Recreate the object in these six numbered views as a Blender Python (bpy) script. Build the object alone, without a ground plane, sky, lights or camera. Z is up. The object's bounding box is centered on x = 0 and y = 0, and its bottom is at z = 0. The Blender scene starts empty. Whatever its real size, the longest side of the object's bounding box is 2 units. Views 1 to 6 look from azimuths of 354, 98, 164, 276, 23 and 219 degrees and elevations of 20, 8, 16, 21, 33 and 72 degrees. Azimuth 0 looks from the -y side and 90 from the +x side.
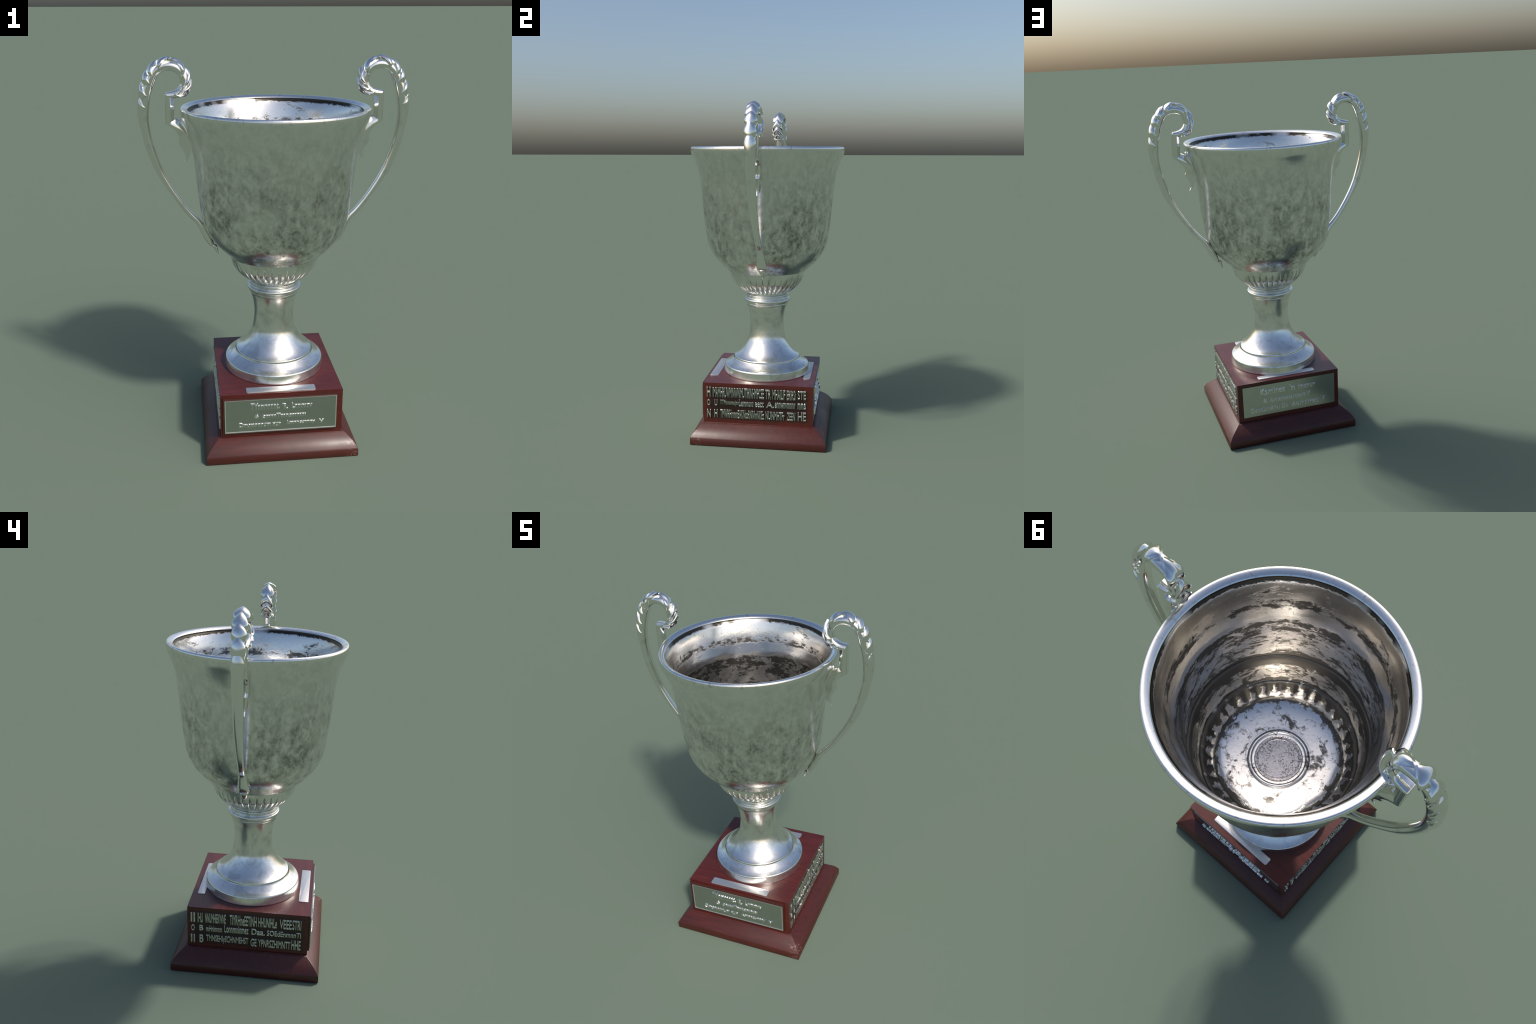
"""Two-handled silver trophy cup on a mahogany plinth.  Metres, z up."""
import bpy, bmesh, math, random
from math import sin, cos, pi, sqrt, radians
from mathutils import Vector, Matrix

random.seed(7)
scene_coll = bpy.context.scene.collection

# ----------------------------------------------------------------------------
# helpers
# ----------------------------------------------------------------------------
def catmull(points, sub=6):
    """Centripetal-like Catmull-Rom through 2D/3D/nD control points."""
    P = [tuple(p) for p in points]
    n = len(P)
    out = []
    for i in range(n - 1):
        p0 = P[i - 1] if i > 0 else tuple(2 * a - b for a, b in zip(P[0], P[1]))
        p1, p2 = P[i], P[i + 1]
        p3 = P[i + 2] if i + 2 < n else tuple(2 * a - b for a, b in zip(P[-1], P[-2]))
        def dist(a, b):
            return max(1e-6, math.hypot(a[0] - b[0], a[1] - b[1]) ** 0.5)
        d1, d2, d3 = dist(p0, p1), dist(p1, p2), dist(p2, p3)
        for k in range(sub):
            t = k / sub
            q = []
            for a0, a1, a2, a3 in zip(p0, p1, p2, p3):
                m1 = d2 * ((a1 - a0) / d1 - (a2 - a0) / (d1 + d2) + (a2 - a1) / d2)
                m2 = d2 * ((a2 - a1) / d2 - (a3 - a1) / (d2 + d3) + (a3 - a2) / d3)
                h00 = 2 * t**3 - 3 * t**2 + 1
                h10 = t**3 - 2 * t**2 + t
                h01 = -2 * t**3 + 3 * t**2
                h11 = t**3 - t**2
                q.append(h00 * a1 + h10 * m1 + h01 * a2 + h11 * m2)
            out.append(tuple(q))
    out.append(P[-1])
    return out


def smoothstep(a, b, x):
    t = max(0.0, min(1.0, (x - a) / (b - a)))
    return t * t * (3 - 2 * t)


def new_object(name, bm, mat, parent=None, sharp=35.0, recalc=True):
    if recalc:
        bmesh.ops.recalc_face_normals(bm, faces=bm.faces)
    me = bpy.data.meshes.new(name)
    bm.to_mesh(me)
    bm.free()
    for p in me.polygons:
        p.use_smooth = True
    me.set_sharp_from_angle(angle=radians(sharp))
    ob = bpy.data.objects.new(name, me)
    scene_coll.objects.link(ob)
    mats = mat if isinstance(mat, (list, tuple)) else [mat]
    for m in mats:
        me.materials.append(m)
    if parent is not None:
        ob.parent = parent
    return ob


def revolve(bm, profile, seg=288, centre=(0.0, 0.0), radius_fn=None, cap_last=False):
    """Turn an (r, z) profile about a vertical axis."""
    rings = []
    for (r, z) in profile:
        if r < 1e-5:
            rings.append([bm.verts.new((centre[0], centre[1], z))])
            continue
        ring = []
        for i in range(seg):
            a = 2 * pi * i / seg
            rr, zz = (r, z) if radius_fn is None else radius_fn(r, z, a)
            ring.append(bm.verts.new((centre[0] + rr * cos(a), centre[1] + rr * sin(a), zz)))
        rings.append(ring)
    for A, B in zip(rings, rings[1:]):
        if len(A) == 1 and len(B) == 1:
            continue
        for i in range(seg):
            j = (i + 1) % seg
            if len(B) == 1:
                bm.faces.new((A[i], A[j], B[0]))
            elif len(A) == 1:
                bm.faces.new((A[0], B[j], B[i]))
            else:
                bm.faces.new((A[i], A[j], B[j], B[i]))
    if cap_last and len(rings[-1]) > 2:
        bm.faces.new(rings[-1])
    return rings


def turned(name, profile, mat, parent, seg=288, sharp=35.0, radius_fn=None, centre=(0, 0)):
    bm = bmesh.new()
    revolve(bm, profile, seg, centre, radius_fn)
    return new_object(name, bm, mat, parent, sharp)


def box(bm, x0, x1, y0, y1, z0, z1):
    vs = [bm.verts.new((x, y, z)) for z in (z0, z1) for (x, y) in
          ((x0, y0), (x1, y0), (x1, y1), (x0, y1))]
    for f in ((3, 2, 1, 0), (4, 5, 6, 7), (0, 1, 5, 4), (1, 2, 6, 5), (2, 3, 7, 6), (3, 0, 4, 7)):
        bm.faces.new([vs[i] for i in f])
    return vs


def bevel_all(bm, width, segments=2, angle=30):
    edges = [e for e in bm.edges if len(e.link_faces) == 2 and
             e.calc_face_angle(0) > radians(angle)]
    bmesh.ops.bevel(bm, geom=edges, offset=width, segments=segments, profile=0.5,
                    affect='EDGES', clamp_overlap=True)


BX = 0.317                       # half width of the wooden block

# ----------------------------------------------------------------------------
# materials
# ----------------------------------------------------------------------------
class Nodes:
    def __init__(self, name):
        self.mat = bpy.data.materials.new(name)
        self.mat.use_nodes = True
        self.t = self.mat.node_tree
        self.bsdf = self.t.nodes["Principled BSDF"]
        self.coord = self.t.nodes.new("ShaderNodeTexCoord")

    def node(self, kind, **kw):
        n = self.t.nodes.new(kind)
        for k, v in kw.items():
            setattr(n, k, v)
        return n

    def link(self, a, b):
        self.t.links.new(a, b)

    def mapping(self, scale=(1, 1, 1), loc=(0, 0, 0)):
        m = self.node("ShaderNodeMapping")
        m.inputs["Scale"].default_value = scale
        m.inputs["Location"].default_value = loc
        self.link(self.coord.outputs["Object"], m.inputs["Vector"])
        return m.outputs["Vector"]

    def noise(self, vec, scale, detail=4.0, rough=0.55, distortion=0.0):
        n = self.node("ShaderNodeTexNoise")
        n.inputs["Scale"].default_value = scale
        n.inputs["Detail"].default_value = detail
        n.inputs["Roughness"].default_value = rough
        n.inputs["Distortion"].default_value = distortion
        self.link(vec, n.inputs["Vector"])
        return n.outputs["Fac"]

    def ramp(self, fac, stops, interp='LINEAR'):
        r = self.node("ShaderNodeValToRGB")
        r.color_ramp.interpolation = interp
        el = r.color_ramp.elements
        while len(el) < len(stops):
            el.new(0.5)
        for e, (p, c) in zip(el, stops):
            e.position = p
            e.color = (c, c, c, 1) if isinstance(c, (int, float)) else (*c, 1)
        self.link(fac, r.inputs["Fac"])
        return r.outputs["Color"]

    def math(self, op, a, b=None, clamp=False):
        m = self.node("ShaderNodeMath", operation=op, use_clamp=clamp)
        for i, v in enumerate((a, b)):
            if v is None:
                continue
            if isinstance(v, (int, float)):
                m.inputs[i].default_value = v
            else:
                self.link(v, m.inputs[i])
        return m.outputs[0]

    def mix(self, fac, a, b):
        m = self.node("ShaderNodeMix", data_type='RGBA')
        for sock, v in ((m.inputs["Factor"], fac), (m.inputs["A"], a), (m.inputs["B"], b)):
            if isinstance(v, tuple):
                sock.default_value = (*v, 1)
            elif isinstance(v, (int, float)):
                sock.default_value = v
            else:
                self.link(v, sock)
        return m.outputs["Result"]

    def bump(self, height, strength, distance=0.01):
        b = self.node("ShaderNodeBump")
        b.inputs["Strength"].default_value = strength
        b.inputs["Distance"].default_value = distance
        self.link(height, b.inputs["Height"])
        self.link(b.outputs["Normal"], self.bsdf.inputs["Normal"])

    def set(self, **kw):
        for k, v in kw.items():
            s = self.bsdf.inputs[k.replace("_", " ")]
            if isinstance(v, (int, float)):
                s.default_value = v
            elif isinstance(v, tuple):
                s.default_value = (*v, 1)
            else:
                self.link(v, s)


SILVER = (0.87, 0.865, 0.83)
DARK = (0.27, 0.265, 0.235)


def polished_silver():
    m = Nodes("polished_silver")
    f = m.noise(m.mapping(), 16, 4, 0.6)
    tarn = m.ramp(f, [(0.56, 0.0), (0.78, 0.35)])
    m.set(Base_Color=m.mix(tarn, SILVER, DARK), Metallic=1.0,
          Roughness=m.ramp(m.noise(m.mapping(), 9, 2), [(0.3, 0.10), (0.7, 0.17)]))
    return m.mat


def bowl_silver():
    """Old plate: clean near the lip, blotched with tarnish further down."""
    m = Nodes("tarnished_bowl_silver")
    blot = m.noise(m.mapping((1, 1, 0.70)), 24, 6, 0.66, 0.35)
    fine = m.noise(m.mapping((1, 1, 0.75), (4, 2, 1)), 58, 3, 0.6, 0.3)
    patch = m.noise(m.mapping((1, 1, 0.7), (2.3, 0.4, 0.0)), 5.0, 3, 0.5)
    sep = m.node("ShaderNodeSeparateXYZ")
    m.link(m.coord.outputs["Object"], sep.inputs[0])
    low = m.ramp(m.math('DIVIDE', sep.outputs["Z"], 2.0),
                 [(0.49, 0.9), (0.60, 1.0), (0.70, 0.80), (0.79, 0.34), (0.88, 0.20)])
    mot = m.math('ADD', m.math('MULTIPLY', blot, 0.72), m.math('MULTIPLY', fine, 0.28))
    mot = m.ramp(mot, [(0.395, 0.0), (0.63, 1.0)])
    pat = m.ramp(patch, [(0.32, 0.42), (0.56, 1.0)])
    mask = m.math('MULTIPLY', m.math('MULTIPLY', mot, pat), low)
    m.set(Base_Color=m.mix(mask, SILVER, (0.21, 0.205, 0.18)), Metallic=1.0,
          Roughness=m.ramp(mask, [(0.0, 0.17), (0.7, 0.30)]))
    m.bump(m.math('ADD', blot, m.math('MULTIPLY', fine, 0.3)), 0.10, 0.004)
    return m.mat


def rim_silver():
    m = Nodes("worn_rim_silver")
    f = m.noise(m.mapping((1, 1, 0.3)), 30, 5, 0.7, 0.6)
    m.set(Base_Color=m.mix(m.ramp(f, [(0.56, 0.0), (0.70, 0.6)]), SILVER, DARK), Metallic=1.0,
          Roughness=m.ramp(f, [(0.4, 0.14), (0.7, 0.26)]))
    m.bump(f, 0.06, 0.003)
    return m.mat


def foot_silver():
    m = Nodes("satin_foot_silver")
    f = m.noise(m.mapping((1, 1, 0.8)), 14, 5, 0.65, 0.4)
    tarn = m.ramp(f, [(0.47, 0.0), (0.72, 0.55)])
    m.set(Base_Color=m.mix(tarn, SILVER, DARK), Metallic=1.0,
          Roughness=m.ramp(f, [(0.3, 0.18), (0.7, 0.27)]))
    m.bump(m.noise(m.mapping(), 30, 3), 0.04, 0.003)
    return m.mat


def interior_silver():
    """Inside of the bowl: smooth metal with ragged black rings, patches and scratches."""
    m = Nodes("ringed_interior_silver")
    sep = m.node("ShaderNodeSeparateXYZ")
    m.link(m.coord.outputs["Object"], sep.inputs[0])
    big = m.noise(m.mapping((1, 1, 1.8)), 12.0, 5, 0.62, 0.6)
    rag = m.noise(m.mapping((1, 1, 1.5), (1, 4, 2)), 20, 4, 0.6, 0.5)
    fine = m.noise(m.mapping((1, 1, 2.4), (3, 1, 2)), 34, 5, 0.68, 0.8)
    z = m.math('ADD', sep.outputs["Z"], m.math('MULTIPLY', m.math('SUBTRACT', rag, 0.5), 0.022))
    u = m.math('DIVIDE', m.math('SUBTRACT', z, 1.03), 0.75)

    def at(zz):
        return (zz - 1.03) / 0.75
    # how much of the metal is black at each height
    cover = m.ramp(u, [
        (at(1.050), 0.35), (at(1.070), 0.40), (at(1.082), 0.85), (at(1.094), 0.42),
        (at(1.105), 0.50), (at(1.138), 0.95), (at(1.158), 0.78), (at(1.166), 0.40),
        (at(1.200), 0.50), (at(1.250), 0.62), (at(1.260), 1.2), (at(1.318), 1.2), (at(1.330), 0.55),
        (at(1.42), 0.46), (at(1.535), 0.66), (at(1.562), 0.16), (at(1.600), 0.22), (at(1.622), 0.62),
        (at(1.648), 0.50), (at(1.662), 0.28), (at(1.72), 0.26)])
    # shadows of the flutes painted as black tongues round the floor
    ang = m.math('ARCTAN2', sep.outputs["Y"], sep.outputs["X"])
    flute_shadows = m.math('MULTIPLY', m.math('SINE', m.math('MULTIPLY', m.math('ADD', ang, m.math('MULTIPLY', rag, 0.22)), 34.0)), 0.12)
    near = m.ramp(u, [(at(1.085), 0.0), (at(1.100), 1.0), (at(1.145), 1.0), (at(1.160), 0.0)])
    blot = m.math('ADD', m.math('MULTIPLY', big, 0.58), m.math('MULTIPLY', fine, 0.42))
    blot = m.math('ADD', blot, m.math('MULTIPLY', flute_shadows, near))
    # black where the blotch noise falls under the cover
    diff = m.math('SUBTRACT', m.math('ADD', m.math('MULTIPLY', cover, 0.42), 0.27), blot)
    mask = m.ramp(m.math('ADD', diff, 0.5), [(0.46, 0.0), (0.54, 1.0)])
    # black line under the lip
    zl = m.math('ADD', sep.outputs["Z"], m.math('MULTIPLY', m.math('SUBTRACT', fine, 0.5), 0.030))
    lip = m.ramp(m.math('DIVIDE', m.math('SUBTRACT', zl, 1.70), 0.08),
                 [(0.34, 0.0), (0.41, 1.0), (0.60, 1.0), (0.66, 1.0)])
    gate = m.ramp(m.noise(m.mapping((1, 1, 0.2), (5, 2, 0)), 3.5, 2), [(0.34, 0.15), (0.42, 1.0)])
    pits = m.ramp(m.noise(m.mapping((1, 1, 1.3), (7, 3, 1)), 62, 4, 0.7, 1.2), [(0.635, 0.0), (0.70, 0.75)])
    mask = m.math('MAXIMUM', mask, pits)
    mask = m.math('MAXIMUM', m.math('MULTIPLY', mask, 0.90), m.math('MULTIPLY', lip, gate))
    m.set(Base_Color=m.mix(mask, (0.87, 0.845, 0.80), (0.060, 0.055, 0.046)), Metallic=1.0,
          Roughness=m.ramp(mask, [(0.0, 0.19), (0.8, 0.34)]))
    m.bump(m.math('SUBTRACT', m.math('MULTIPLY', rag, 0.5), m.math('MULTIPLY', mask, 0.30)), 0.22, 0.006)
    return m.mat


def medallion_silver():
    m = Nodes("pitted_medallion_silver")
    v = m.node("ShaderNodeTexVoronoi")
    v.inputs["Scale"].default_value = 130
    m.link(m.mapping((1, 1, 0)), v.inputs["Vector"])
    pits = m.ramp(v.outputs["Distance"], [(0.20, 1.0), (0.55, 0.0)])
    area = m.ramp(m.noise(m.mapping((1, 1, 0), (0.31, 0.12, 0)), 14, 4, 0.6), [(0.36, 0.0), (0.56, 1.0)])
    mask = m.math('MULTIPLY', pits, area)
    m.set(Base_Color=m.mix(mask, (0.88, 0.84, 0.83), (0.20, 0.17, 0.15)), Metallic=1.0, Roughness=0.45)
    m.bump(v.outputs["Distance"], 0.25, 0.004)
    return m.mat


def plate_silver():
    m = Nodes("brushed_plate_silver")
    f = m.noise(m.mapping((1, 1, 1)), 20, 4)
    m.set(Base_Color=m.mix(m.ramp(f, [(0.4, 0.0), (0.8, 0.15)]), (0.54, 0.55, 0.52), (0.28, 0.28, 0.26)),
          Metallic=1.0, Roughness=0.13)
    m.bump(m.noise(m.mapping(), 9, 2), 0.05, 0.006)
    return m.mat


def strip_silver():
    m = Nodes("matt_strip_silver")
    f = m.noise(m.mapping(), 70, 4, 0.7)
    m.set(Base_Color=m.mix(f, (0.78, 0.765, 0.75), (0.56, 0.55, 0.54)), Metallic=0.9, Roughness=0.34)
    return m.mat


def embossed_silver():
    m = Nodes("embossed_plate_silver")
    f = m.noise(m.mapping(), 50, 3)
    m.set(Base_Color=m.mix(m.ramp(f, [(0.4, 0.0), (0.8, 0.4)]), (0.90, 0.91, 0.88), (0.55, 0.55, 0.52)),
          Metallic=1.0, Roughness=0.2)
    return m.mat


def letter_silver():
    m = Nodes("worn_letter_silver")
    f = m.noise(m.mapping(), 60, 3)
    m.set(Base_Color=m.mix(m.ramp(f, [(0.45, 0.0), (0.8, 0.6)]), (0.76, 0.77, 0.72), (0.26, 0.26, 0.23)),
          Metallic=1.0, Roughness=0.28)
    return m.mat


def mahogany(name, tint=(1, 1, 1), dark_field=False, gloss=(0.28, 0.40)):
    m = Nodes(name)
    grain = m.noise(m.mapping((1.5, 14, 14)), 5, 5, 0.6, 0.4)
    cloud = m.noise(m.mapping(), 7, 4, 0.6)
    pores = m.noise(m.mapping((6, 60, 60)), 6, 3, 0.6)
    a = tuple(c * t for c, t in zip((0.037, 0.0068, 0.0050), tint))
    b = tuple(c * t for c, t in zip((0.060, 0.0120, 0.0085), tint))
    col = m.mix(m.ramp(grain, [(0.35, 0.0), (0.68, 1.0)]), a, b)
    col = m.mix(m.ramp(cloud, [(0.40, 0.0), (0.75, 0.35)]), col, (0.023, 0.0055, 0.0045))
    col = m.mix(m.ramp(pores, [(0.60, 0.0), (0.75, 0.4)]), col, (0.018, 0.005, 0.004))
    if dark_field:
        # soft-edged dark field behind the raised letters of the two flanks
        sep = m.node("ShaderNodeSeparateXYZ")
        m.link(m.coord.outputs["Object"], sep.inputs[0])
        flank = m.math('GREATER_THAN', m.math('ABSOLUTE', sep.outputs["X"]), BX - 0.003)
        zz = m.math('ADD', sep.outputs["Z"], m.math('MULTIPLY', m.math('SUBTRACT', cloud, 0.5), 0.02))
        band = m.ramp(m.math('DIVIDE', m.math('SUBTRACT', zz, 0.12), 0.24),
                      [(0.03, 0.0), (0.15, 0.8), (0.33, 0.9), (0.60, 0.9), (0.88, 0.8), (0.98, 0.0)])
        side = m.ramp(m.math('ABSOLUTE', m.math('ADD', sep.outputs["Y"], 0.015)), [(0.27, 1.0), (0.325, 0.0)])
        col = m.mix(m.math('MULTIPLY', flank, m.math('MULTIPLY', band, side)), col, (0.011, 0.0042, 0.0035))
    else:
        # pale flecks at the front right corner of the plinth and a few elsewhere
        pos = m.node("ShaderNodeSeparateXYZ")
        m.link(m.coord.outputs["Object"], pos.inputs[0])
        dx = m.math('SUBTRACT', pos.outputs["X"], 0.372)
        dy = m.math('SUBTRACT', pos.outputs["Y"], -0.385)
        dist = m.math('SQRT', m.math('ADD', m.math('MULTIPLY', dx, dx), m.math('MULTIPLY', dy, dy)))
        near = m.ramp(dist, [(0.015, 1.0), (0.05, 0.0)])
        flecks = m.ramp(m.noise(m.mapping((1, 1, 1.5)), 42, 5, 0.7, 1.5), [(0.53, 0.0), (0.62, 1.0)])
        rare = m.ramp(m.noise(m.mapping(), 26, 5, 0.75, 1.0), [(0.70, 0.0), (0.76, 0.6)])
        pale_marks = m.math('MAXIMUM', m.math('MULTIPLY', near, flecks), rare)
        col = m.mix(m.math('MULTIPLY', pale_marks, 0.55), col, (0.34, 0.22, 0.19))
    m.set(Base_Color=col, Roughness=m.ramp(cloud, [(0.3, gloss[0]), (0.75, gloss[1])]),
          Coat_Weight=0.06, Coat_Roughness=0.25)
    m.bump(m.math('ADD', pores, cloud), 0.03, 0.003)
    return m.mat


M_POLISH = polished_silver()
M_BOWL = bowl_silver()
M_FOOT = foot_silver()
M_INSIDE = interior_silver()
M_MEDAL = medallion_silver()
M_PLATE = plate_silver()
M_STRIP = strip_silver()
M_LETTER = letter_silver()
M_EMBOSS = embossed_silver()
M_WOOD = mahogany("mahogany", (1.22, 0.98, 0.90), gloss=(0.36, 0.48))
M_BLOCK = mahogany("dark_banded_mahogany", (1.60, 1.20, 1.10), dark_field=True)
M_RIM = rim_silver()

# ----------------------------------------------------------------------------
# the thing
# ----------------------------------------------------------------------------
trophy = bpy.data.objects.new("trophy_cup", None)
scene_coll.objects.link(trophy)
trophy["label"] = "tarnished silver two-handled trophy cup on a square mahogany base"
trophy["category"] = "trophy cup"

# ---- wooden base ------------------------------------------------------------
BY0, BY1 = -0.344, 0.316         # its front and back
TOP = 0.363
PX, PY0, PY1 = 0.397, -0.413, 0.397


def base_moulding():
    """Square plinth whose upper edge is a slightly bellied slope running up to the block."""
    prof = [(0.000, 0.000), (0.000, 0.0405)]
    for k in range(1, 13):                       # gently bellied slope: inset, height
        t = k / 12
        belly = 0.0052 * sin(pi * t) * (1.0 + 0.5 * (1 - t))
        prof.append((0.0665 * t - belly * 0.74, 0.0405 + 0.0735 * t + belly * 0.67))
    prof += [(0.0690, 0.1150), (0.0720, 0.1160), (0.0735, 0.1185), (0.090, 0.1185)]
    bm = bmesh.new()
    rings = []
    for ins, z in prof:
        x, y0, y1 = PX - ins, PY0 + ins, PY1 - ins
        rings.append([bm.verts.new(p) for p in ((-x, y0, z), (x, y0, z), (x, y1, z), (-x, y1, z))])
    for A, B in zip(rings, rings[1:]):
        for i in range(4):
            j = (i + 1) % 4
            bm.faces.new((A[i], A[j], B[j], B[i]))
    bm.faces.new(rings[0][::-1])
    bm.faces.new(rings[-1])
    bmesh.ops.recalc_face_normals(bm, faces=bm.faces)
    edges = [e for e in bm.edges if len(e.link_faces) == 2 and e.calc_face_angle(0) > radians(38)]
    bmesh.ops.bevel(bm, geom=edges, offset=0.0026, segments=2, profile=0.5, affect='EDGES')
    return new_object("base_moulding", bm, M_WOOD, trophy, 30)


def base_block():
    bm = bmesh.new()
    box(bm, -BX, BX, BY0, BY1, 0.117, TOP)
    bevel_all(bm, 0.0025, 2)
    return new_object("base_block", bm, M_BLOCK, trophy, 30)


base_moulding()
block = base_block()

# front panel that carries the name plate
bm = bmesh.new()
box(bm, -0.305, 0.290, BY0 - 0.010, BY0 + 0.004, 0.138, 0.355)
bevel_all(bm, 0.002, 2)
new_object("plate_backing", bm, M_WOOD, block, 30)


def plate(name, x0, x1, z0, z1, y_face, y_back, mat):
    """Thin metal plate on a vertical face, with a raised bright edge."""
    bm = bmesh.new()
    box(bm, x0, x1, min(y_face, y_back), max(y_face, y_back), z0, z1)
    bevel_all(bm, 0.0022, 2)
    return new_object(name, bm, mat, trophy, 30)


front_plate = plate("name_plate", -0.2965, 0.284, 0.1475, 0.339, BY0 - 0.0135, BY0 - 0.008, M_PLATE)
back_plate = plate("name_plate", -0.291, 0.287, 0.146, 0.341, BY1 + 0.003, BY1 - 0.004, M_PLATE)


def plate_edging(x0, x1, z0, z1, y, parent):
    """Narrow bright fillet round the front plate."""
    bm = bmesh.new()
    w = 0.0058
    for a in ((x0, x1, z0, z0 + w), (x0, x1, z1 - 0.003, z1), (x0, x0 + w, z0 + w, z1 - 0.003), (x1 - w, x1, z0 + w, z1 - 0.003)):
        box(bm, a[0], a[1], y - 0.0018, y + 0.001, a[2], a[3])
    bevel_all(bm, 0.0008, 1)
    new_object("plate_edging", bm, M_STRIP, parent, 30)


plate_edging(-0.2965, 0.284, 0.1475, 0.339, BY0 - 0.0135, front_plate)


def top_strip(x0, x1, y0, y1):
    """Soft-cornered silver strip laid on the top of the block."""
    bm = bmesh.new()
    box(bm, x0, x1, y0, y1, TOP - 0.002, TOP + 0.004)
    vert = [e for e in bm.edges if abs(e.verts[0].co.z - e.verts[1].co.z) > 0.003]
    bmesh.ops.bevel(bm, geom=vert, offset=0.008, segments=4, profile=0.5, affect='EDGES')
    bevel_all(bm, 0.002, 2, 50)
    return new_object("top_strip", bm, M_STRIP, trophy, 30)


top_strip(-0.181, 0.178, -0.334, -0.282)
top_strip(-0.178, 0.177, 0.244, 0.286)

# ---- lettering --------------------------------------------------------------
def word(text, origin, across, rect, depth, mat, parent, weight=0.0, slant=0.0):
    """Raised word stretched into rect = (a0, a1, z0, z1); `across` maps a -> world."""
    cu = bpy.data.curves.new("word", 'FONT')
    cu.body = text
    cu.extrude = 0.5
    cu.bevel_depth = 0.022
    cu.bevel_resolution = 0
    cu.offset = weight
    cu.resolution_u = 3
    cu.shear = slant
    tmp = bpy.data.objects.new("word", cu)
    scene_coll.objects.link(tmp)
    bpy.context.view_layer.update()
    dg = bpy.context.evaluated_depsgraph_get()
    me = bpy.data.meshes.new_from_object(tmp.evaluated_get(dg))
    bpy.data.objects.remove(tmp)
    bpy.data.curves.remove(cu)
    xs = [v.co.x for v in me.vertices]
    ys = [v.co.y for v in me.vertices]
    x0, x1, y0, y1 = min(xs), max(xs), min(ys), max(ys)
    a0, a1, z0, z1 = rect
    bm = bmesh.new()
    bm.from_mesh(me)
    bpy.data.meshes.remove(me)
    bmesh.ops.remove_doubles(bm, verts=bm.verts, dist=1e-5)
    for v in bm.verts:
        a = a0 + (v.co.x - x0) / (x1 - x0) * (a1 - a0)
        z = z0 + (v.co.y - y0) / (y1 - y0) * (z1 - z0)
        d = -0.002 if v.co.z < 0 else depth * (0.70 if v.co.z < 0.511 else 1.0)
        # letters sit like cast type: the outer face is drawn in a little
        v.co = origin(a, d, z)
    ob = new_object("word", bm, mat, parent, 30)
    return ob


def front(a, d, z):
    return Vector((a, BY0 - 0.0135 - d, z))


def back(a, d, z):
    return Vector((a, BY1 + 0.003 + d, z))


def right(a, d, z):
    return Vector((BX + 0.0012 + d, a, z))


def left(a, d, z):
    return Vector((-BX - 0.0012 - d, a, z))


FRONT = [("TYnmnnnns.", -0.163, -0.013, 0.279, 0.318), ("'R.", 0.001, 0.029, 0.277, 0.309),
         ("Lnmmnv", 0.050, 0.155, 0.278, 0.309),
         ("6", -0.145, -0.121, 0.229, 0.257), ("cmnnTmnsmmm", -0.104, 0.124, 0.228, 0.253),
         ("Dmsmnnnum nur", -0.223, -0.007, 0.179, 0.206), ("Amnncunnny", 0.017, 0.172, 0.180, 0.205),
         ("v", 0.194, 0.218, 0.177, 0.203)]
for t, a0, a1, z0, z1 in FRONT:
    word(t, front, 1, (a0, a1, z0, z1), 0.0055, M_EMBOSS, front_plate, 0.010)

BACK = [("Ksmines", 0.181, 0.026, 0.278, 0.318), ("'n", -0.002, -0.036, 0.277, 0.318),
        ("Imcnur", -0.056, -0.166, 0.277, 0.311),
        ("&", 0.165, 0.137, 0.224, 0.254), ("AmkmcoroomY", 0.131, -0.135, 0.222, 0.253),
        ("DonsumANI De", 0.243, 0.011, 0.170, 0.202), ("Aomnmos", -0.010, -0.184, 0.169, 0.200),
        ("V", -0.201, -0.227, 0.170, 0.201)]
for t, a0, a1, z0, z1 in BACK:
    word(t, back, 1, (a0, a1, z0, z1), 0.0055, M_EMBOSS, back_plate, 0.010)

RIGHT = [("H", -0.323, -0.300, 0.276, 0.338), ("IMAMHRUWMNWNMUTIRINHMPCEE", -0.286, 0.024, 0.276, 0.338),
         ("TR", 0.032, 0.066, 0.277, 0.336), ("MHAILIF", 0.075, 0.151, 0.277, 0.337),
         ("ERIRSi", 0.160, 0.213, 0.277, 0.337), ("STE", 0.225, 0.274, 0.283, 0.337),
         ("O", -0.322, -0.301, 0.222, 0.261), ("U", -0.276, -0.258, 0.222, 0.261),
         ("TTMnnnmujnn", -0.242, -0.128, 0.223, 0.261), ("Leamnnonu", -0.126, -0.040, 0.224, 0.268),
         ("eezt", -0.031, 0.023, 0.224, 0.262), ("A.", 0.037, 0.085, 0.224, 0.262),
         ("ennwnvmnnr", 0.089, 0.213, 0.224, 0.259), ("nns", 0.225, 0.275, 0.223, 0.261),
         ("N", -0.322, -0.299, 0.147, 0.199), ("H", -0.278, -0.258, 0.148, 0.199),
         ("TMWRHrnmnEAKNtoRNIVmNKEz", -0.241, 0.024, 0.148, 0.201), ("NUINMHTFr", 0.034, 0.148, 0.149, 0.201),
         ("ZEEN", 0.161, 0.211, 0.150, 0.201), ("HE", 0.226, 0.275, 0.151, 0.206)]
for t, a0, a1, z0, z1 in RIGHT:
    word(t, right, 1, (a0, a1, z0, z1), 0.0045, M_LETTER, block, 0.004)

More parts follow.
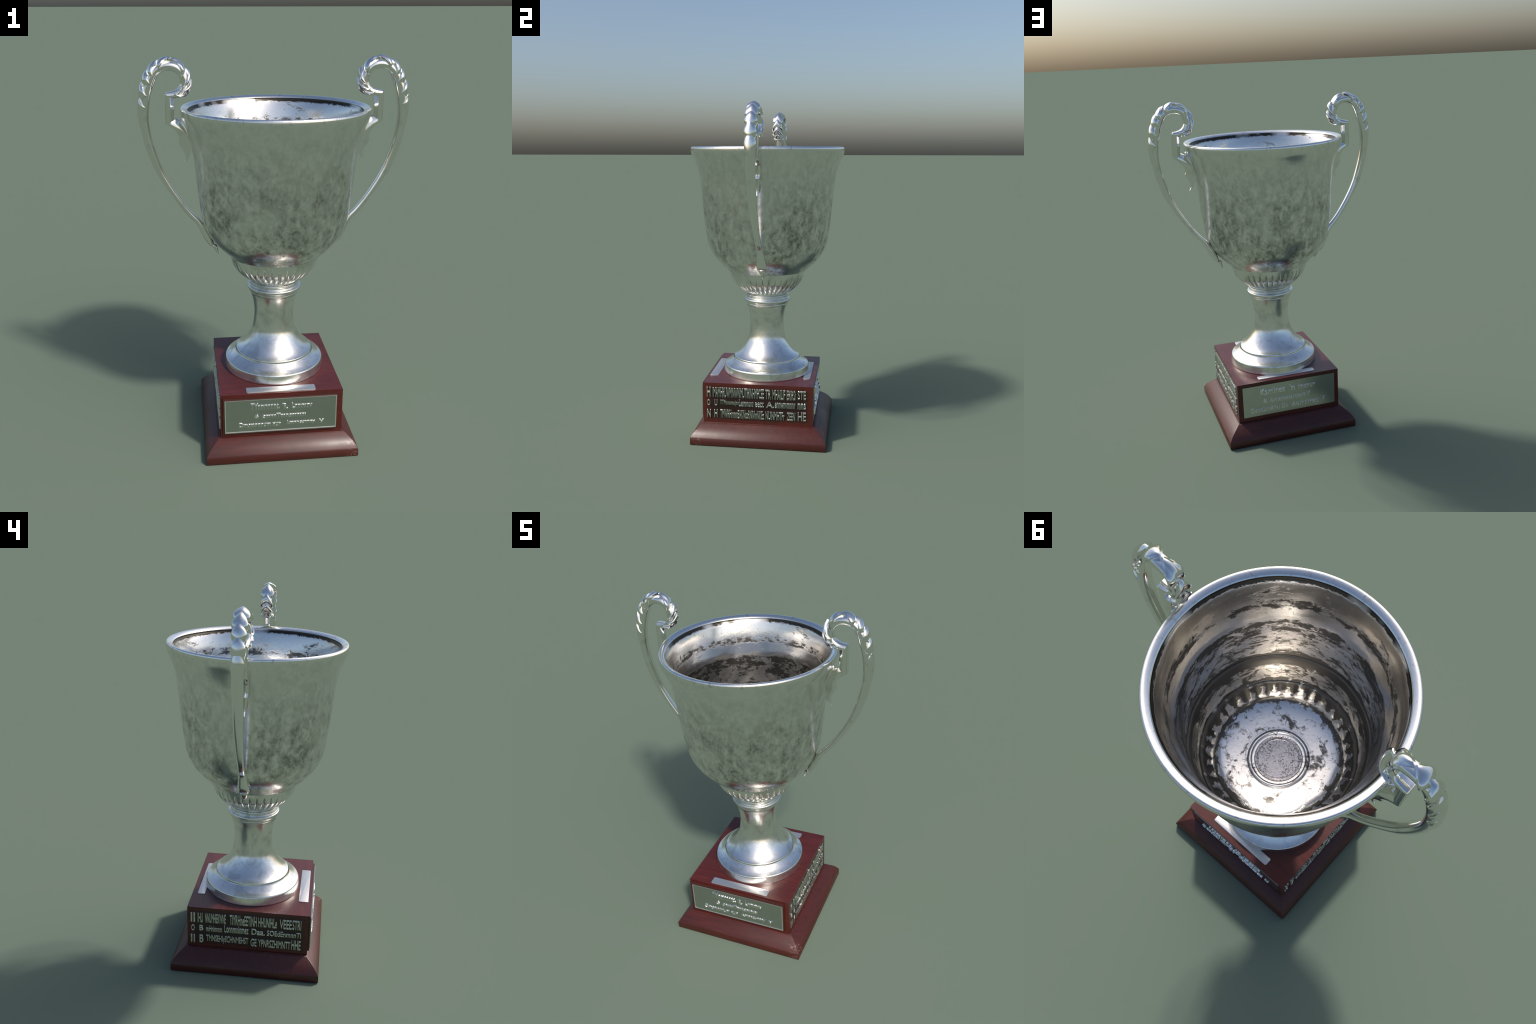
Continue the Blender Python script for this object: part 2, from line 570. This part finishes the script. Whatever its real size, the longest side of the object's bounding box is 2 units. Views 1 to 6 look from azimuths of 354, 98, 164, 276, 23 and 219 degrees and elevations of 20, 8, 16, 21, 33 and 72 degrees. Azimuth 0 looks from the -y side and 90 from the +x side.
LEFT = [("II", 0.297, 0.272, 0.272, 0.332), ("IHU", 0.258, 0.229, 0.271, 0.333),
        ("NNUMHIEKWNE", 0.217, 0.103, 0.273, 0.333), ("TIYRHneEETINH", 0.082, -0.066, 0.271, 0.335), ("HHUNIHLe", -0.074, -0.175, 0.272, 0.333),
        ("VEEE", -0.189, -0.255, 0.272, 0.332), ("STRI", -0.258, -0.306, 0.272, 0.334),
        ("O", 0.295, 0.274, 0.217, 0.256), ("B", 0.249, 0.227, 0.221, 0.257),
        ("mHninntm", 0.212, 0.123, 0.219, 0.256), ("Lonnmninmez", 0.111, -0.022, 0.220, 0.270),
        ("Daa.", -0.038, -0.111, 0.221, 0.260), ("SOEdEnmnnTi", -0.122, -0.307, 0.222, 0.257),
        ("II", 0.297, 0.273, 0.142, 0.195), ("B", 0.249, 0.226, 0.144, 0.196),
        ("TMNSEHIySCHNMEHST", 0.211, -0.022, 0.145, 0.198), ("GE", -0.034, -0.068, 0.146, 0.197),
        ("YPNRSZHIMNTT", -0.076, -0.252, 0.147, 0.196), ("HHE", -0.257, -0.308, 0.146, 0.207)]
for t, a0, a1, z0, z1 in LEFT:
    word(t, left, 1, (a0, a1, z0, z1), 0.0045, M_LETTER, block, 0.004)

# ---- foot, stem, collar -------------------------------------------------------
FC = (0.0, -0.003)
foot = [(0.0, TOP + 0.001), (0.2675, TOP + 0.001)]
foot += catmull([(0.2690, 0.3645), (0.2690, 0.3690), (0.2680, 0.376)], 4)
foot += catmull([(0.2670, 0.384), (0.2650, 0.402), (0.2640, 0.410), (0.2615, 0.4145), (0.2570, 0.4170)], 5)
foot += catmull([(0.2520, 0.4190), (0.238, 0.4275), (0.222, 0.4400), (0.2100, 0.4505)], 6)
turned("foot", foot, M_FOOT, trophy, 192, 30, centre=FC)

stem = catmull([(0.2090, 0.4500), (0.2066, 0.4535), (0.2060, 0.4560), (0.2055, 0.4610), (0.2040, 0.4645), (0.2005, 0.4665)], 4)[:-1]
stem += catmull([(0.2005, 0.4665), (0.1950, 0.4695), (0.1820, 0.4790), (0.1680, 0.4925), (0.1500, 0.5155),
                 (0.1345, 0.541), (0.1222, 0.566), (0.1147, 0.588),
                 (0.1085, 0.629), (0.1060, 0.660), (0.1056, 0.681), (0.1090, 0.719),
                 (0.1163, 0.756), (0.1260, 0.788)], 8)
turned("stem", stem, M_FOOT, trophy, 192, 30, centre=(0, -0.002))

collar = catmull([(0.1240, 0.788), (0.1265, 0.7935), (0.1305, 0.7985), (0.1300, 0.8025), (0.1320, 0.8070),
                  (0.1365, 0.8120), (0.1402, 0.8185), (0.1412, 0.8240), (0.1395, 0.8300),
                  (0.1350, 0.8335), (0.1300, 0.8345)], 5)
collar += catmull([(0.1275, 0.8360), (0.1262, 0.8395), (0.1272, 0.8430), (0.1268, 0.8460)], 4)
collar += catmull([(0.1270, 0.8480), (0.1298, 0.8515), (0.1305, 0.8550), (0.1290, 0.8585),
                   (0.1255, 0.8605), (0.1220, 0.8640), (0.1235, 0.8700)], 5)
collar = [(r + 0.002, z) for r, z in collar]
turned("collar", collar, M_FOOT, trophy, 192, 40, centre=(0, -0.001))

# ---- fluted cup under the bowl -------------------------------------------------
FLUTES = 36
flute_prof = catmull([(0.1235, 0.8700), (0.1330, 0.8715), (0.1400, 0.8745), (0.1560, 0.8845), (0.1790, 0.9030),
                      (0.1965, 0.9230), (0.2105, 0.9430), (0.2195, 0.9640), (0.2265, 0.9830),
                      (0.2305, 0.9980), (0.2325, 1.0080)], 7)


def flute(r, z, a):
    """Gadroons: rounded ribs parted by narrow grooves that fade out in points."""
    w = abs(((a * FLUTES / (2 * pi)) % 1.0) - 0.5) * 2          # 1 on a groove, 0 on a rib crest
    depth = 0.0105 * smoothstep(0.868, 0.882, z) * (1 - smoothstep(0.945, 0.992, z)) ** 0.7
    narrow = 1.6 + 4.5 * smoothstep(0.885, 0.975, z)
    d = depth * (w ** narrow)
    return r + 0.002 - d * 0.86 + depth * 0.15, z + d * 0.5


turned("fluted_cup", flute_prof, M_FOOT, trophy, FLUTES * 16, 60, radius_fn=flute)

# ---- bowl ------------------------------------------------------------------------
outer = catmull([(0.2200, 1.0040), (0.2340, 1.0055), (0.2415, 1.0078)], 3)
outer += catmull([(0.2432, 1.0105), (0.2485, 1.0152), (0.2675, 1.0335), (0.2917, 1.0568), (0.3220, 1.0912),
                  (0.3443, 1.1260), (0.3608, 1.1615), (0.3711, 1.1963), (0.3800, 1.2510), (0.3905, 1.3370),
                  (0.3990, 1.4230), (0.4072, 1.5090), (0.4182, 1.5940), (0.4305, 1.6400), (0.4455, 1.6800),
                  (0.4580, 1.7060), (0.4640, 1.7250), (0.4660, 1.7400)], 8)
bowl = turned("bowl", outer, M_BOWL, trophy, 288, 40)

# thin lip, turned inwards and down to a shadow line
rim_prof = catmull([(0.4660, 1.7400), (0.4662, 1.7475), (0.4656, 1.7535), (0.4636, 1.7588), (0.4600, 1.7622), (0.4555, 1.7630),
                    (0.4490, 1.7618), (0.4415, 1.7588), (0.4350, 1.7550), (0.4300, 1.7495)], 6)
turned("rim", rim_prof, M_RIM, bowl, 288, 40)

inner = catmull([(0.4300, 1.7495), (0.4290, 1.7440), (0.4270, 1.7400), (0.4240, 1.7355), (0.4205, 1.7280), (0.4150, 1.7130), (0.4065, 1.6850),
                 (0.3955, 1.6400), (0.3855, 1.5950), (0.3790, 1.5660), (0.3750, 1.5420)], 6)[:-1]
inner += catmull([(0.3750, 1.5420), (0.3720, 1.5150),
                 (0.3670, 1.4400), (0.3585, 1.3400), (0.3560, 1.3130), (0.3585, 1.3065), (0.3580, 1.3000), (0.3515, 1.2940),
                 (0.3420, 1.2300), (0.3330, 1.1850), (0.3245, 1.1580), (0.3215, 1.1500), (0.3130, 1.1440), (0.3000, 1.1260),
                 (0.2830, 1.1030), (0.2720, 1.0930), (0.2660, 1.0850), (0.2500, 1.0755), (0.2300, 1.0680), (0.2000, 1.0610),
                 (0.1420, 1.0530), (0.1320, 1.0520), (0.1270, 1.0565), (0.1180, 1.0570), (0.1130, 1.0530),
                 (0.1030, 1.0520)], 6)
rnd = random.Random(3)
waves = [(rnd.randint(2, 15), rnd.uniform(6, 40), rnd.uniform(0, 6.28), rnd.uniform(0.0002, 0.0005)) for _ in range(14)]


def beaten(r, z, a):
    d = sum(h * sin(n * a + k * z + p) for n, k, p, h in waves)
    d += 0.0013 * smoothstep(1.09, 1.11, z) * (1 - smoothstep(1.13, 1.15, z)) * cos(36 * a)
    d *= (1 - smoothstep(1.70, 1.745, z)) * smoothstep(0.10, 0.2, r)
    return r + d, z


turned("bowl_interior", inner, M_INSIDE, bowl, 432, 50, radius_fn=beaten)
medal = catmull([(0.1030, 1.0520), (0.1000, 1.0495), (0.0965, 1.0485), (0.0920, 1.0485), (0.0900, 1.0500), (0.0870, 1.0500), (0.0850, 1.0486), (0.0600, 1.0490), (0.0200, 1.0495)], 5) + [(0.0, 1.0495)]
turned("medallion", medal, M_MEDAL, bowl, 96, 50)

# ---- handles ------------------------------------------------------------------------
# Spine in the handle's own plane: distance from the axis, height, half depth
# (in the plane), half width (across it), bottom to top and round the scroll.
SPINE = [
    (0.3150, 1.0500, 0.0075, 0.0240), (0.3270, 1.0620, 0.0140, 0.0300), (0.3460, 1.0950, 0.0195, 0.0280),
    (0.3620, 1.1280, 0.0195, 0.0245), (0.3785, 1.1585, 0.0170, 0.0215), (0.3975, 1.1860, 0.0150, 0.0190),
    (0.4300, 1.2200, 0.0145, 0.0185), (0.4670, 1.2670, 0.0143, 0.0190), (0.5115, 1.3335, 0.0150, 0.0205),
    (0.5480, 1.3940, 0.0168, 0.0220), (0.5760, 1.4480, 0.0192, 0.0235), (0.5950, 1.4975, 0.0207, 0.0250),
    (0.6138, 1.5565, 0.0216, 0.0260), (0.6258, 1.6050, 0.0222, 0.0268), (0.6345, 1.6570, 0.0226, 0.0274),
    (0.6380, 1.6970, 0.0228, 0.0278), (0.6350, 1.7600, 0.0236, 0.0282), (0.6258, 1.8180, 0.0248, 0.0282),
    (0.6135, 1.8590, 0.0252, 0.0282), (0.5965, 1.8990, 0.0246, 0.0282), (0.5752, 1.9305, 0.0218, 0.0280),
    (0.5445, 1.9508, 0.0215, 0.0280), (0.5105, 1.9560, 0.0215, 0.0280), (0.4780, 1.9480, 0.0215, 0.0280),
    (0.4535, 1.9262, 0.0208, 0.0280), (0.4425, 1.8990, 0.0203, 0.0280), (0.4410, 1.8730, 0.0203, 0.0280),
    (0.4508, 1.8480, 0.0200, 0.0280), (0.4715, 1.8285, 0.0198, 0.0280), (0.4970, 1.8205, 0.0180, 0.0275),
    (0.5230, 1.8190, 0.0140, 0.0270)]
FINE = catmull(SPINE, 12)
ARC = [0.0]
for p, q in zip(FINE, FINE[1:]):
    ARC.append(ARC[-1] + math.hypot(q[0] - p[0], q[1] - p[1]))
LENGTH = ARC[-1]


def spine_at(s):
    s = max(0.0, min(LENGTH, s))
    lo, hi = 0, len(ARC) - 1
    while hi - lo > 1:
        m = (lo + hi) // 2
        if ARC[m] <= s:
            lo = m
        else:
            hi = m
    t = (s - ARC[lo]) / (ARC[hi] - ARC[lo])
    c = [a + (b - a) * t for a, b in zip(FINE[lo], FINE[hi])]
    i0, i1 = max(0, lo - 3), min(len(FINE) - 1, hi + 3)
    tx, tz = FINE[i1][0] - FINE[i0][0], FINE[i1][1] - FINE[i0][1]
    l = math.hypot(tx, tz)
    tx, tz = tx / l, tz / l
    return c, (tx, tz), (tz, -tx)          # outer normal: right of travel (away from the bowl)


def nearest_s(x, z):
    i = min(range(len(FINE)), key=lambda k: (FINE[k][0] - x) ** 2 + (FINE[k][1] - z) ** 2)
    return ARC[i]


def section(phi, hd, hw):
    """Round back, flat inner face with soft corners: phi = 0 is the outer side."""
    c, s = cos(phi), sin(phi)
    if c >= 0:
        return hd * abs(c) ** 0.85, hw * math.copysign(abs(s) ** 0.9, s)
    return -hd * abs(c) ** 0.62, hw * math.copysign(abs(s) ** 0.62, s) * (1 - 0.16 * abs(c) ** 0.8)


def on_handle(s, phi, lift):
    c, T, N = spine_at(s)
    d, w = section(phi, c[2], c[3])
    # direction to lift along (normal of an ellipse, roughly)
    nd, nw = cos(phi) / max(c[2], 1e-3), sin(phi) / max(c[3], 1e-3)
    l = math.hypot(nd, nw)
    nd, nw = nd / l, nw / l
    d += nd * lift
    w += nw * lift
    slip = -0.55 * d * smoothstep(LENGTH - 0.035, LENGTH, s)      # the scroll is cut off on the slant
    return (c[0] + N[0] * d + T[0] * slip, w, c[1] + N[1] * d + T[1] * slip)


SIDES = {1: lambda p: handle_place(p, 1), -1: lambda p: handle_place(p, -1)}


def handle_place(p, side):
    """Handle plane -> world; each stands a few degrees askew."""
    x, y, z = p
    x *= side
    y += 0.0045 - 0.0035 * side - (0.03 if side > 0 else -0.031) * (abs(x) - 0.42)
    y += 0.008 * (1 - smoothstep(1.05, 1.50, z)) if side > 0 else 0.014 * (1 - smoothstep(1.05, 1.62, z))   # the feet are bent a little to the back
    return Vector((x, y, z))


def handle_core(side):
    bm = bmesh.new()
    n, m = 220, 28
    rings = []
    for i in range(n + 1):
        s = LENGTH * i / n
        ring = []
        for j in range(m):
            ring.append(bm.verts.new(handle_place(on_handle(s, 2 * pi * j / m, 0.0), side)))
        rings.append(ring)
    for A, B in zip(rings, rings[1:]):
        for j in range(m):
            k = (j + 1) % m
            bm.faces.new((A[j], A[k], B[k], B[j]))
    bm.faces.new(rings[0])
    bm.faces.new(rings[-1])
    return new_object("handle", bm, M_POLISH, trophy, 48)


# leaf: tip point, base point on the outer line, tail point on the flanks, lift, reach round the stem
LEAVES = [
    ((0.6640, 1.825), (0.6600, 1.660), (0.638, 1.765), 0.0110, 100, 0.0),
    ((0.6490, 1.899), (0.6600, 1.785), (0.632, 1.818), 0.0150, 102, 0.0),
    ((0.6260, 1.961), (0.6500, 1.858), (0.620, 1.882), 0.0175, 104, 0.0),
    ((0.5660, 1.990), (0.6200, 1.917), (0.599, 1.912), 0.0205, 106, 0.05),
    ((0.4970, 1.996), (0.5750, 1.963), (0.562, 1.943), 0.0230, 108, 0.06),
    ((0.5080, 1.985), (0.4250, 1.935), (0.436, 1.915), 0.0195, 112, 0.16),
    ((0.4270, 1.952), (0.4000, 1.880), (0.440, 1.854), 0.0200, 112, 0.0),
    ((0.4010, 1.899), (0.4050, 1.838), (0.460, 1.830), 0.0205, 112, 0.0),
    ((0.4060, 1.857), (0.4600, 1.803), (0.488, 1.815), 0.0185, 110, 0.0),
]


def leaf(side, spec, parent):
    tip, base, tail, lift, reach, groove = spec
    st, sb, sl = nearest_s(*tip), nearest_s(*base), nearest_s(*tail)
    na, nb = 22, 28
    bm = bmesh.new()
    top, bot = [], []
    for i in range(na + 1):
        a = i / na
        rt, rb = [], []
        for j in range(nb + 1):
            b = -1 + 2 * j / nb
            w = abs(b)
            phi = radians(reach) * b
            low = sb + (sl - sb) * w
            up = st + (sl - st) * (w ** 1.06)
            s = low + (up - low) * a
            swell = (sin(min(1.0, a / 0.75) * pi / 2) ** 0.8) * (1 - 0.22 * smoothstep(0.75, 1.0, a))
            edge = 0.40 * sqrt(max(0.0, 1 - w ** 4)) + 0.60 * (1 - w) ** 0.85      # keeled
            vein = 1 - 2 * groove * (0.5 - 0.5 * cos(4 * pi * w)) * smoothstep(0.1, 0.6, a)
            h = lift * swell * edge * vein
            rt.append(bm.verts.new(handle_place(on_handle(s, phi, h), side)))
            under = -0.003 if a < 0.98 else -0.003
            rb.append(bm.verts.new(handle_place(on_handle(s, phi, under), side)))
        top.append(rt)
        bot.append(rb)
    for G in (top, bot):
        for i in range(na):
            for j in range(nb):
                bm.faces.new((G[i][j], G[i + 1][j], G[i + 1][j + 1], G[i][j + 1]))
    rim = [(0, j) for j in range(nb)] + [(i, nb) for i in range(na)] + \
          [(na, j) for j in range(nb, 0, -1)] + [(i, 0) for i in range(na, 0, -1)]
    for (i, j), (k, l) in zip(rim, rim[1:] + rim[:1]):
        bm.faces.new((top[i][j], top[k][l], bot[k][l], bot[i][j]))
    bmesh.ops.remove_doubles(bm, verts=bm.verts, dist=2e-5)
    return new_object("leaf", bm, M_POLISH, parent, 50)


# bracket leaf: lower (outer) line, and the upper line at the ridge and at the flanks
EAR_LOW = (catmull([(0.5357, 1.6845), (0.5137, 1.6690), (0.4928, 1.6515), (0.4780, 1.6285), (0.4730, 1.6100), (0.4785, 1.5860)], 5)[:-1]
           + catmull([(0.4785, 1.5860), (0.4620, 1.5610), (0.4495, 1.5340), (0.4475, 1.5130), (0.4560, 1.4920)], 5)[:-1])
EAR_RIDGE = catmull([(0.4560, 1.4920), (0.4375, 1.5040), (0.4235, 1.5270), (0.4150, 1.5480), (0.4080, 1.5650),
                     (0.4130, 1.6150), (0.4270, 1.6480), (0.4460, 1.6790), (0.4690, 1.7010), (0.4950, 1.7130), (0.5300, 1.7150)], 4)
EAR_FLANK = catmull([(0.4560, 1.4920), (0.4375, 1.5040), (0.4235, 1.5270), (0.4180, 1.5460), (0.4140, 1.5620),
                     (0.4230, 1.6020), (0.4370, 1.6320), (0.4580, 1.6600), (0.4830, 1.6790), (0.5040, 1.6890), (0.5300, 1.7100)], 4)


def bracket_leaf(side, parent):
    """One solid hanging leaf: flat cheeks, a rounded back edge and a ridged top."""
    n_low = len(EAR_LOW)
    slices = []
    for k in range(-6, 7):
        b = k / 6.0
        f = abs(b) ** 1.6
        up = [(r[0] + (q[0] - r[0]) * f, r[1] + (q[1] - r[1]) * f) for r, q in zip(EAR_RIDGE, EAR_FLANK)]
        slices.append((b, EAR_LOW + up))
    bm = bmesh.new()
    rows = []
    for b, line in slices:
        row = []
        cx = sum(p[0] for p in line) / len(line)
        for i, (x, z) in enumerate(line):
            half = 0.0105 + 0.0145 * smoothstep(1.490, 1.650, z)
            draw = 0.0035 * abs(b) ** 3                      # ease the outer line in at the cheeks
            if i < n_low:
                x2, z2 = x - draw * 0.8, z + draw * 0.6
            else:
                x2, z2 = x, z
            row.append(bm.verts.new(handle_place((x2, b * half, z2), side)))
        rows.append(row)
    n = len(rows[0])
    for A, B in zip(rows, rows[1:]):
        for i in range(n):
            j = (i + 1) % n
            bm.faces.new((A[i], A[j], B[j], B[i]))
    bm.faces.new(rows[0])
    bm.faces.new(rows[-1])
    return new_object("bracket_leaf", bm, M_POLISH, parent, 46)


def bracket(side, parent):
    # upright bar: full width on the outside, chamfered towards the bowl
    bm = bmesh.new()
    sec = [(0.5358, -0.0205), (0.5315, -0.0255), (0.5115, -0.0255), (0.4935, -0.013),
           (0.4935, 0.013), (0.5115, 0.0255), (0.5315, 0.0255), (0.5358, 0.0205)]
    lo, hi = [], []
    for x, y in sec:
        lo.append(bm.verts.new((x, y, 1.6853 - 0.60 * (0.5358 - max(x, 0.5115)))))
        hi.append(bm.verts.new((x - 0.002, y, 1.823)))
    n = len(sec)
    for i in range(n):
        j = (i + 1) % n
        bm.faces.new((lo[i], lo[j], hi[j], hi[i]))
    bm.faces.new(lo)
    bm.faces.new(hi)
    bmesh.ops.recalc_face_normals(bm, faces=bm.faces)
    uprights = [e for e in bm.edges if abs(e.verts[0].co.z - e.verts[1].co.z) > 0.06]
    bmesh.ops.bevel(bm, geom=uprights, offset=0.0022, segments=2, profile=0.5, affect='EDGES')
    for v in bm.verts:
        v.co = handle_place(v.co, side)
    new_object("bracket", bm, M_POLISH, parent, 18)
    bracket_leaf(side, parent)
    # tongue lying against the bowl
    bm = bmesh.new()
    nz, ny = 16, 12
    line = catmull([(0.4150, 1.5550), (0.4190, 1.5900), (0.4305, 1.6380), (0.4450, 1.6770), (0.4580, 1.7040), (0.4620, 1.7160)], 4)
    top, bot = [], []
    for i, (r, z) in enumerate(line):
        t = i / (len(line) - 1)
        hw = (0.022 - 0.008 * t) * sqrt(max(0.0, 1 - t ** 4)) + 0.0008
        rt, rb = [], []
        for j in range(ny + 1):
            b = -1 + 2 * j / ny
            lift = 0.0105 * (1 - b * b) * (1 - 0.75 * t ** 4)
            rt.append(bm.verts.new(handle_place((r + lift, b * hw, z), side)))
            rb.append(bm.verts.new(handle_place((r - 0.010, b * hw, z), side)))
        top.append(rt)
        bot.append(rb)
    na = len(line) - 1
    for G in (top, bot):
        for i in range(na):
            for j in range(ny):
                bm.faces.new((G[i][j], G[i + 1][j], G[i + 1][j + 1], G[i][j + 1]))
    loop = [(0, j) for j in range(ny)] + [(i, ny) for i in range(na)] + \
           [(na, j) for j in range(ny, 0, -1)] + [(i, 0) for i in range(na, 0, -1)]
    for (i, j), (k, l) in zip(loop, loop[1:] + loop[:1]):
        bm.faces.new((top[i][j], top[k][l], bot[k][l], bot[i][j]))
    new_object("bracket_tongue", bm, M_POLISH, parent, 50)


def drop(side, parent):
    """Small pointed bud that ends the handle at the foot."""
    bm = bmesh.new()
    prof = [(0.0, 0.08), (0.12, 0.34), (0.45, 0.72), (0.8, 1.0), (0.93, 0.9), (1.0, 0.45)]
    line = catmull(prof, 5)
    a0, a1 = Vector((0.2915, 0, 1.0005)), Vector((0.3140, 0, 1.0560))
    rings = []
    for t, r in line:
        c = a0.lerp(a1, t)
        ring = []
        for j in range(16):
            p = 2 * pi * j / 16
            ring.append(bm.verts.new(handle_place((c.x + 0.0120 * max(r, 0.02) * cos(p),
                                                   0.021 * max(r, 0.02) * sin(p), c.z + 0.003 * max(r, 0.02) * -cos(p)), side)))
        rings.append(ring)
    for A, B in zip(rings, rings[1:]):
        for j in range(16):
            k = (j + 1) % 16
            bm.faces.new((A[j], A[k], B[k], B[j]))
    bm.faces.new(rings[0])
    bm.faces.new(rings[-1])
    new_object("bud", bm, M_POLISH, parent, 50)


for side in (-1, 1):
    h = handle_core(side)
    for spec in LEAVES:
        leaf(side, spec, h)
    bracket(side, h)
    drop(side, h)
